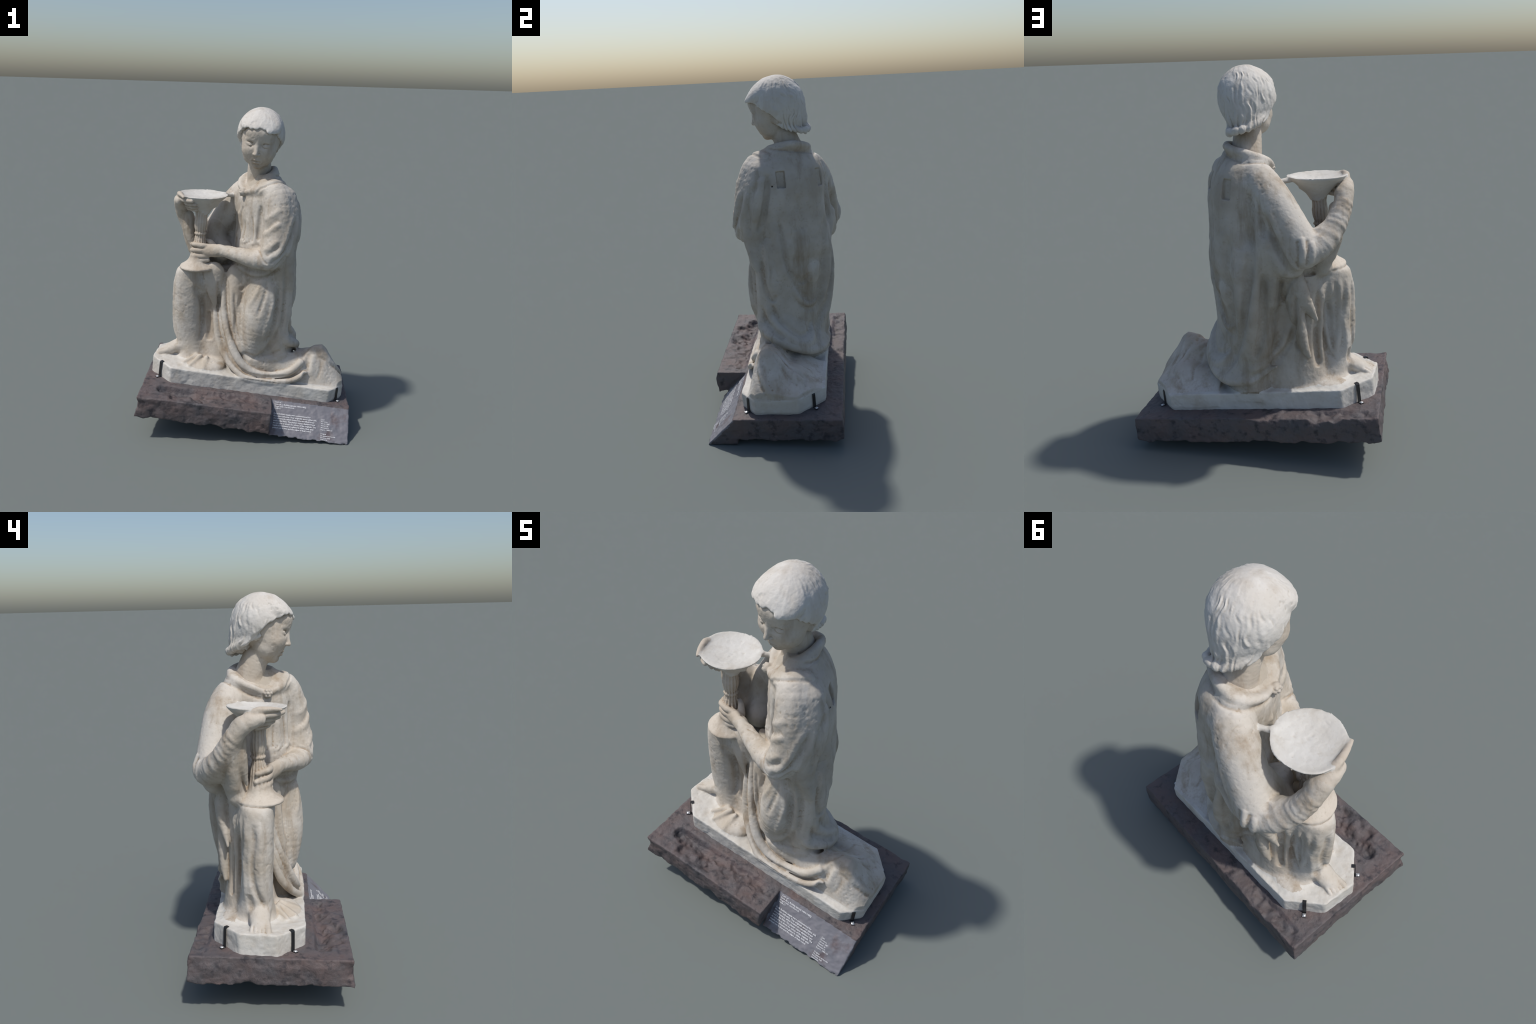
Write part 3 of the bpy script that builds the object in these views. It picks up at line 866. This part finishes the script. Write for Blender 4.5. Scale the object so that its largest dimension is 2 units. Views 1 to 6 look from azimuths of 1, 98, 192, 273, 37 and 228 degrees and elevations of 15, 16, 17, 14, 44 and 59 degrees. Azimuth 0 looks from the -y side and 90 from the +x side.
# ===================================================================== BASE
D = Field((-.71, -.44, -.02), (.71, .45, .37), H_BASE)
XA, XB, YA, YB, STEP, BACK = -.648, .667, -.399, .396, .172, -.207


def build_base():
    """Dark rough slab; one corner is cut back to a sloping label panel."""
    s, X, Y, Z = D.window(D.lo, D.lo + (D.n - 1) * D.h)
    a, b, c = tilt(X, Y, Z)
    P = np.stack(np.broadcast_arrays(a, b, c), -1)
    n = noise.fbm(P, .06, 3)
    side = .010 * n + .012 * noise.fbm(P + 5, .11, 2)
    depth = .134 + .014 * noise.fbm(P * V(1, 1, 0) + 2, .05, 3)
    bottom = -c - depth
    low = np.clip((-.012 - c) / .03, 0, 1)
    box = np.maximum(np.maximum(XA - a - .003 * low + side * low, a - XB + .4 * side), np.maximum(YA - b - .004 * low + .8 * side * low, b - YB - .004 * low + .35 * side))
    box = np.maximum(box, bottom)
    # sloping label panel in the -y corner at +x
    panel = ((BACK - b) * .707 + c * .707)
    step = a - STEP
    cut = np.maximum(-step, 0 * panel - .5)
    full = np.maximum(np.maximum(XA - a, a - XB + .2 * side), np.maximum(-.372 + -.006 * noise.fbm(P * V(1, 0, 0), .03, 2) - b, b - YB))
    full = np.maximum(full, np.maximum(np.maximum(panel, -c - .165 - .006 * noise.fbm(P * V(1, 0, 0) + 8, .03, 2)), b - BACK - .01))
    left = np.maximum(box, a - STEP)
    right_back = np.maximum(box, BACK - b)
    top = c
    # hollows and lumps worn into the top at the front and the far end
    front = np.clip((STEP - .03 - a) / .05, 0, 1) * np.clip((-.215 - b) / .02, 0, 1) * np.clip((b - YA - .018) / .03, 0, 1) * np.clip((a - XA - .02) / .05, 0, 1)
    back = np.clip((b - .305) / .02, 0, 1) * np.clip((.1 - a) / .2, 0, 1) * np.clip((a - XA - .02) / .05, 0, 1)
    endx = np.clip((-.56 - a) / .05, 0, 1) * np.clip((a - XA - .01) / .02, 0, 1) * .3
    pit = np.clip(noise.fbm(P * V(1, 1, 0) + 1.7, .085, 3) - .02, 0, 1)
    rough = (front + .8 * back + endx) * (.002 + .060 * pit + .008 * (n + .2)) + .034 * front * bump(b + .03 * n, -.265, .042) * np.clip((-.04 - a) / .2, 0, 1) * np.clip((a + .52) / .1, 0, 1)
    solid = np.minimum(np.minimum(left, right_back), np.maximum(full, STEP + .0 - a))
    solid = np.maximum(solid, top + rough)
    D.f = solid.astype(np.float32)
    D.lab[...] = D.label("display_base")
    on = (np.abs(panel) < .012) & (a > STEP + .004) & (b < BACK - .004) & (c > -.2)
    D.lab[np.broadcast_to(on, D.lab.shape)] = D.label("label_panel")


build_base()


# ================================================================ MATERIALS
def mat_nodes(name):
    m = bpy.data.materials.new(name)
    m.use_nodes = True
    nt = m.node_tree
    nt.nodes.clear()
    out = nt.nodes.new("ShaderNodeOutputMaterial")
    bs = nt.nodes.new("ShaderNodeBsdfPrincipled")
    nt.links.new(bs.outputs[0], out.inputs[0])
    tc = nt.nodes.new("ShaderNodeTexCoord")
    return m, nt, bs, tc


def n_noise(nt, tc, scale, detail=4, rough=.55, stretch=None, shift=(0, 0, 0)):
    mp = nt.nodes.new("ShaderNodeMapping")
    if stretch:
        mp.inputs["Scale"].default_value = stretch
    mp.inputs["Location"].default_value = shift
    nt.links.new(tc.outputs["Object"], mp.inputs[0])
    n = nt.nodes.new("ShaderNodeTexNoise")
    n.inputs["Scale"].default_value = scale
    n.inputs["Detail"].default_value = detail
    n.inputs["Roughness"].default_value = rough
    nt.links.new(mp.outputs[0], n.inputs["Vector"])
    return n.outputs["Fac"]


def n_ramp(nt, src, lo, hi, a=0.0, b=1.0):
    r = nt.nodes.new("ShaderNodeMapRange")
    r.inputs["From Min"].default_value = lo
    r.inputs["From Max"].default_value = hi
    r.inputs["To Min"].default_value = a
    r.inputs["To Max"].default_value = b
    nt.links.new(src, r.inputs["Value"])
    return r.outputs[0]


def n_mix(nt, fac, a, b):
    m = nt.nodes.new("ShaderNodeMix")
    m.data_type = "RGBA"
    if isinstance(fac, (int, float)):
        m.inputs[0].default_value = fac
    else:
        nt.links.new(fac, m.inputs[0])
    for v, i in ((a, 6), (b, 7)):
        if isinstance(v, tuple):
            m.inputs[i].default_value = (*v, 1)
        else:
            nt.links.new(v, m.inputs[i])
    return m.outputs[2]


def n_bump(nt, bs, src, strength, dist):
    b = nt.nodes.new("ShaderNodeBump")
    b.inputs["Strength"].default_value = strength
    b.inputs["Distance"].default_value = dist
    nt.links.new(src, b.inputs["Height"])
    nt.links.new(b.outputs[0], bs.inputs["Normal"])


def plaster(name, base, tint, stain, amount, streak=True, crease_brown=.5):
    """Aged plaster: two creams in soft patches, brown stains that run down, flecks, patchy brown darkening in the creases."""
    m, nt, bs, tc = mat_nodes(name)
    big = n_ramp(nt, n_noise(nt, tc, 5.5, 4, .55), .38, .64)
    col = n_mix(nt, big, base, tint)
    st = n_ramp(nt, n_noise(nt, tc, 6.0, 6, .62, (1.6, 1.6, .30) if streak else None, (3, 1, 2)), .52, .74, 0, amount)
    col = n_mix(nt, st, col, stain)
    patch = n_ramp(nt, n_noise(nt, tc, 26.0, 5, .65, None, (1, 4, 2)), .58, .76, 0, .30 * amount)
    col = n_mix(nt, patch, col, stain)
    if crease_brown:
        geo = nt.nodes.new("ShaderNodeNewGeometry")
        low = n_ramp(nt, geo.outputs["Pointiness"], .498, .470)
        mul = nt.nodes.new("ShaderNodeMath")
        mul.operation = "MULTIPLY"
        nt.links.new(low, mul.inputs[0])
        nt.links.new(n_ramp(nt, n_noise(nt, tc, 9.0, 3, .6, None, (7, 2, 5)), .35, .6, .15 * crease_brown, crease_brown), mul.inputs[1])
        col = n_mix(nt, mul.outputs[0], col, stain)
    fleck = n_ramp(nt, n_noise(nt, tc, 70.0, 3, .6), .62, .75, 0, .45 * amount)
    col = n_mix(nt, fleck, col, stain)
    nt.links.new(col, bs.inputs["Base Color"])
    bs.inputs["Roughness"].default_value = .72
    bs.inputs["Specular IOR Level"].default_value = .3
    n_bump(nt, bs, n_noise(nt, tc, 130.0, 4, .65), .25, .004)
    return m


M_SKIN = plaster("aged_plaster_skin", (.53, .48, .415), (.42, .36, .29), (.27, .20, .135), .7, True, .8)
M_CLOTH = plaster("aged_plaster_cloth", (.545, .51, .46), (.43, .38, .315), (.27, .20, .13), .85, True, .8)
M_CLOAK = plaster("aged_plaster_cloak", (.49, .45, .395), (.38, .335, .275), (.22, .165, .105), .85)  # base colour darkened and browned for the shadow over the figure's back
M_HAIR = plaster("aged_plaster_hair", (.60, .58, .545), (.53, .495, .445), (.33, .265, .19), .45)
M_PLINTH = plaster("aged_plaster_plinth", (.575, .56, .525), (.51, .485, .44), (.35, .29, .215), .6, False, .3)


def rock():
    m, nt, bs, tc = mat_nodes("dark_cast_stone")
    col = n_mix(nt, n_ramp(nt, n_noise(nt, tc, 7, 5, .6), .36, .66), (.085, .079, .084), (.115, .084, .080))
    col = n_mix(nt, n_ramp(nt, n_noise(nt, tc, 22, 4, .6, None, (2, 5, 1)), .54, .70, 0, .85), col, (.022, .021, .027))
    nt.links.new(col, bs.inputs["Base Color"])
    bs.inputs["Roughness"].default_value = .62
    n_bump(nt, bs, n_noise(nt, tc, 60, 6, .7), .5, .010)
    return m


def panel_mat():
    m, nt, bs, tc = mat_nodes("printed_label_grey")
    col = n_mix(nt, n_ramp(nt, n_noise(nt, tc, 14, 3, .5), .4, .7), (.16, .16, .18), (.19, .185, .205))
    col = n_mix(nt, n_ramp(nt, n_noise(nt, tc, 9, 4, .6, None, (1.3, .2, .6)), .56, .68, 0, .75), col, (.105, .075, .075))
    nt.links.new(col, bs.inputs["Base Color"])
    bs.inputs["Roughness"].default_value = .5
    n_bump(nt, bs, n_noise(nt, tc, 150, 3, .6), .15, .003)
    return m


def plain(name, col, rough=.5, metal=0.0):
    m, nt, bs, tc = mat_nodes(name)
    c = n_mix(nt, n_noise(nt, tc, 60, 3), tuple(.85 * x for x in col), tuple(min(1, 1.15 * x) for x in col))
    nt.links.new(c, bs.inputs["Base Color"])
    bs.inputs["Roughness"].default_value = rough
    bs.inputs["Metallic"].default_value = metal
    return m


M_ROCK, M_PANEL = rock(), panel_mat()
M_STRAP = plain("black_steel", (.012, .012, .013), .45)
M_SCREW = plain("bright_screw", (.62, .63, .64), .35, .6)
M_INK = plain("white_print", (.62, .62, .64), .7)

# ============================================================ BUILD OBJECTS
root = bpy.data.objects.new("kneeling_statue", None)
bpy.context.collection.objects.link(root)
root.empty_display_size = .1
root["label"] = "cream plaster statue of a kneeling youth holding a bowl"
root["category"] = "statue"


def link(ob, parent):
    bpy.context.collection.objects.link(ob)
    ob.parent = parent
    return ob


def pitted(v, n, q):
    """Small wear of the cast: pits, dabs and a faint waviness."""
    d = .0016 * noise.fbm(v, .035, 2) + .0010 * noise.fbm(v + 4, .013, 2)
    p = noise.fbm(v + 9, .022, 2)
    zone = np.clip(noise.fbm(v + 2, .16, 2) * 2.2 + .25, 0, 1)
    d -= zone * .0045 * np.clip(p - .18, 0, 1)
    return v + n * d[:, None]


def split_parts(field, materials, parent, smooth=1, wear=pitted):
    v, q, lab = field.mesh()
    v = relax(v, q, smooth, .5)
    n = vertex_normals(v, q)
    if wear:
        v = wear(v, n, q)
        n = vertex_normals(v, q)
    face = np.median(lab[q], axis=1).astype(int)
    fl = np.sort(lab[q], axis=1)[:, 1].astype(int)
    made = {}
    for i, name in enumerate(field.names):
        sel = q[fl == i]
        if len(sel) == 0:
            continue
        used, inv = np.unique(sel, return_inverse=True)
        me = bpy.data.meshes.new(name)
        me.vertices.add(len(used)); me.vertices.foreach_set("co", v[used].ravel())
        me.loops.add(sel.size); me.loops.foreach_set("vertex_index", inv.ravel().astype(np.int32))
        me.polygons.add(len(sel))
        me.polygons.foreach_set("loop_start", np.arange(0, sel.size, 4, dtype=np.int32))
        me.polygons.foreach_set("use_smooth", np.ones(len(sel), bool))
        me.update(calc_edges=True)
        me.normals_split_custom_set_from_vertices(n[used])
        me.materials.append(materials.get(name, materials["*"]))
        made[name] = link(bpy.data.objects.new(name, me), parent)
    return made


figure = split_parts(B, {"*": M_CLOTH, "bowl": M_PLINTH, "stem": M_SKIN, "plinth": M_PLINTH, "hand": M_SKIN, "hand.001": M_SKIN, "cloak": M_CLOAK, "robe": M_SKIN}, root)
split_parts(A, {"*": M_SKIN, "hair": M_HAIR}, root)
chalice = link(bpy.data.objects.new("chalice", None), root)
chalice.empty_display_size = .05
for part in ("bowl", "stem"):
    figure[part].parent = chalice



def rocky(v, n, q):
    return v + n * (.0022 * noise.fbm(v, .014, 2) + .0030 * noise.fbm(v + 3, .035, 2))[:, None]


base = split_parts(D, {"*": M_ROCK, "label_panel": M_PANEL}, root, 1, rocky)
if "label_panel" in base:
    base["label_panel"].parent = base["display_base"]


# ---- clamps: bent black strap with a screwed foot
def strap_mesh():
    bm = bmesh.new()
    path = [(-.014, .090), (.0025, .090), (.0045, .086), (.0065, .003), (.010, .0015), (.034, .0015)]   # out, up
    w, th = .0095, .0025
    rings = []
    for i, (x, z) in enumerate(path):
        p, nx = path[max(i - 1, 0)], path[min(i + 1, len(path) - 1)]
        d = unit(V(nx[0] - p[0], nx[1] - p[1])); nn = V(-d[1], d[0]) * -1
        rings.append([bm.verts.new((x + s * nn[0] * th * -1 * (s < 0), yy, z + s * nn[1] * th * -1 * (s < 0))) if False else bm.verts.new((x + (th * -nn[0] if s else 0), yy, z + (th * -nn[1] if s else 0)))
                      for s, yy in ((0, -w), (0, w), (1, w), (1, -w))])
    for a, b in zip(rings, rings[1:]):
        for k in range(4):
            bm.faces.new((a[k], a[(k + 1) % 4], b[(k + 1) % 4], b[k]))
    bm.faces.new(rings[0][::-1]); bm.faces.new(rings[-1])
    bmesh.ops.recalc_face_normals(bm, faces=bm.faces)
    me = bpy.data.meshes.new("clamp"); bm.to_mesh(me); bm.free()
    me.materials.append(M_STRAP)
    return me


def screw_mesh():
    bm = bmesh.new()
    bmesh.ops.create_uvsphere(bm, u_segments=20, v_segments=10, radius=.0085)
    for v in bm.verts:
        v.co.z = max(v.co.z, -.001) * .5
    bmesh.ops.create_cube(bm, size=1, matrix=__import__("mathutils").Matrix.Diagonal((.018, .0165, .0012, 1)))
    me = bpy.data.meshes.new("screw"); bm.to_mesh(me); bm.free()
    me.materials.append(M_SCREW)
    for p in me.polygons:
        p.use_smooth = False
    return me


from mathutils import Matrix, Vector
strap_data, screw_data = strap_mesh(), screw_mesh()
edges = [(7, 0, .50), (5, 6, .50), (1, 2, .55), (3, 4, .55)]
for n_, (i, j, t) in enumerate(edges):
    P0, P1 = V(*PLINTH_CORNERS[i]), V(*PLINTH_CORNERS[j])
    m = P0 + (P1 - P0) * t
    e = unit(P1 - P0); out = V(e[1], -e[0])
    up_scale = (plinth_top(m[0]) + .001) / .090
    o = untilt(m[0] + out[0] * .002, m[1] + out[1] * .002, .0)
    ax = TX * out[0] + TY * out[1]
    ay = np.cross(TN, ax)
    M = Matrix(((ax[0], ay[0], TN[0] * up_scale, o[0]), (ax[1], ay[1], TN[1] * up_scale, o[1]), (ax[2], ay[2], TN[2] * up_scale, o[2]), (0, 0, 0, 1)))
    c = link(bpy.data.objects.new("clamp", strap_data), root)
    c.matrix_world = M
    sc = link(bpy.data.objects.new("screw", screw_data), c)
    sc.matrix_parent_inverse = Matrix.Identity(4)
    sc.location = (.0235, 0, .0052)

# ---- printed lines on the label
PANEL_U = TX
PANEL_V = unit(TN * .707 + TY * .707)       # up the slope
PANEL_N = unit(np.cross(PANEL_U, PANEL_V))


def text_line(body, a, down, size, bold=False):
    cu = bpy.data.curves.new("printed_line", "FONT")
    cu.body = body
    cu.size = size
    cu.extrude = .0005
    cu.offset = .0005 if bold else .0003
    cu.resolution_u = 1
    ob = bpy.data.objects.new("printed_line", cu)
    bpy.context.collection.objects.link(ob)
    o = untilt(a, BACK, 0) - PANEL_V * down + PANEL_N * .0018
    ob.matrix_world = Matrix([[*(float(x) for x in r), float(t)] for r, t in zip(np.column_stack([PANEL_U, PANEL_V, PANEL_N]), o)] + [[0, 0, 0, 1]])
    dg = bpy.context.evaluated_depsgraph_get()
    me = bpy.data.meshes.new_from_object(ob.evaluated_get(dg))
    mw = ob.matrix_world.copy()
    bpy.data.objects.remove(ob)
    bpy.data.curves.remove(cu)
    me.name = "printed_line"
    me.materials.clear(); me.materials.append(M_INK)
    n = bpy.data.objects.new("printed_line", me)
    link(n, base["display_base"])
    n.matrix_world = mw
    return n


X0 = STEP + .022
for i, (t, b) in enumerate((("Cast of", 0), ("Luca della Robbia (about 1400-1482)", 1), ("Angel with Candlestick", 0), ("1448-51", 0))):
    text_line(t, X0, .025 + .0135 * i, .0135, b)
for i, t in enumerate(("Della Robbia's angels were commissioned for", "Florence Cathedral. They originally stood either side", "of a tabernacle, which housed the sanctified bread",
                       "used in the Mass. The plaster copies displayed here", "do not give us about the colour of the originals. The",
                       "angels and columns are glazed in white, their eyes", "picked out in blue and the edges of their robes")):
    text_line(t, X0, .098 + .0145 * i, .0127, True)
for i, t in enumerate(("Cast", "Florence", "About 1885", "Plaster cast", "Museum no.", "Repro. 1885-10")):
    text_line(t, X0 + .300, .100 + .0125 * i, .0115)
for i, t in enumerate(("Original", "Tin-glazed terracotta", "Florence, Italy", "Cathedral")):
    text_line(t, X0 + .300, .188 + .0115 * i, .0110)
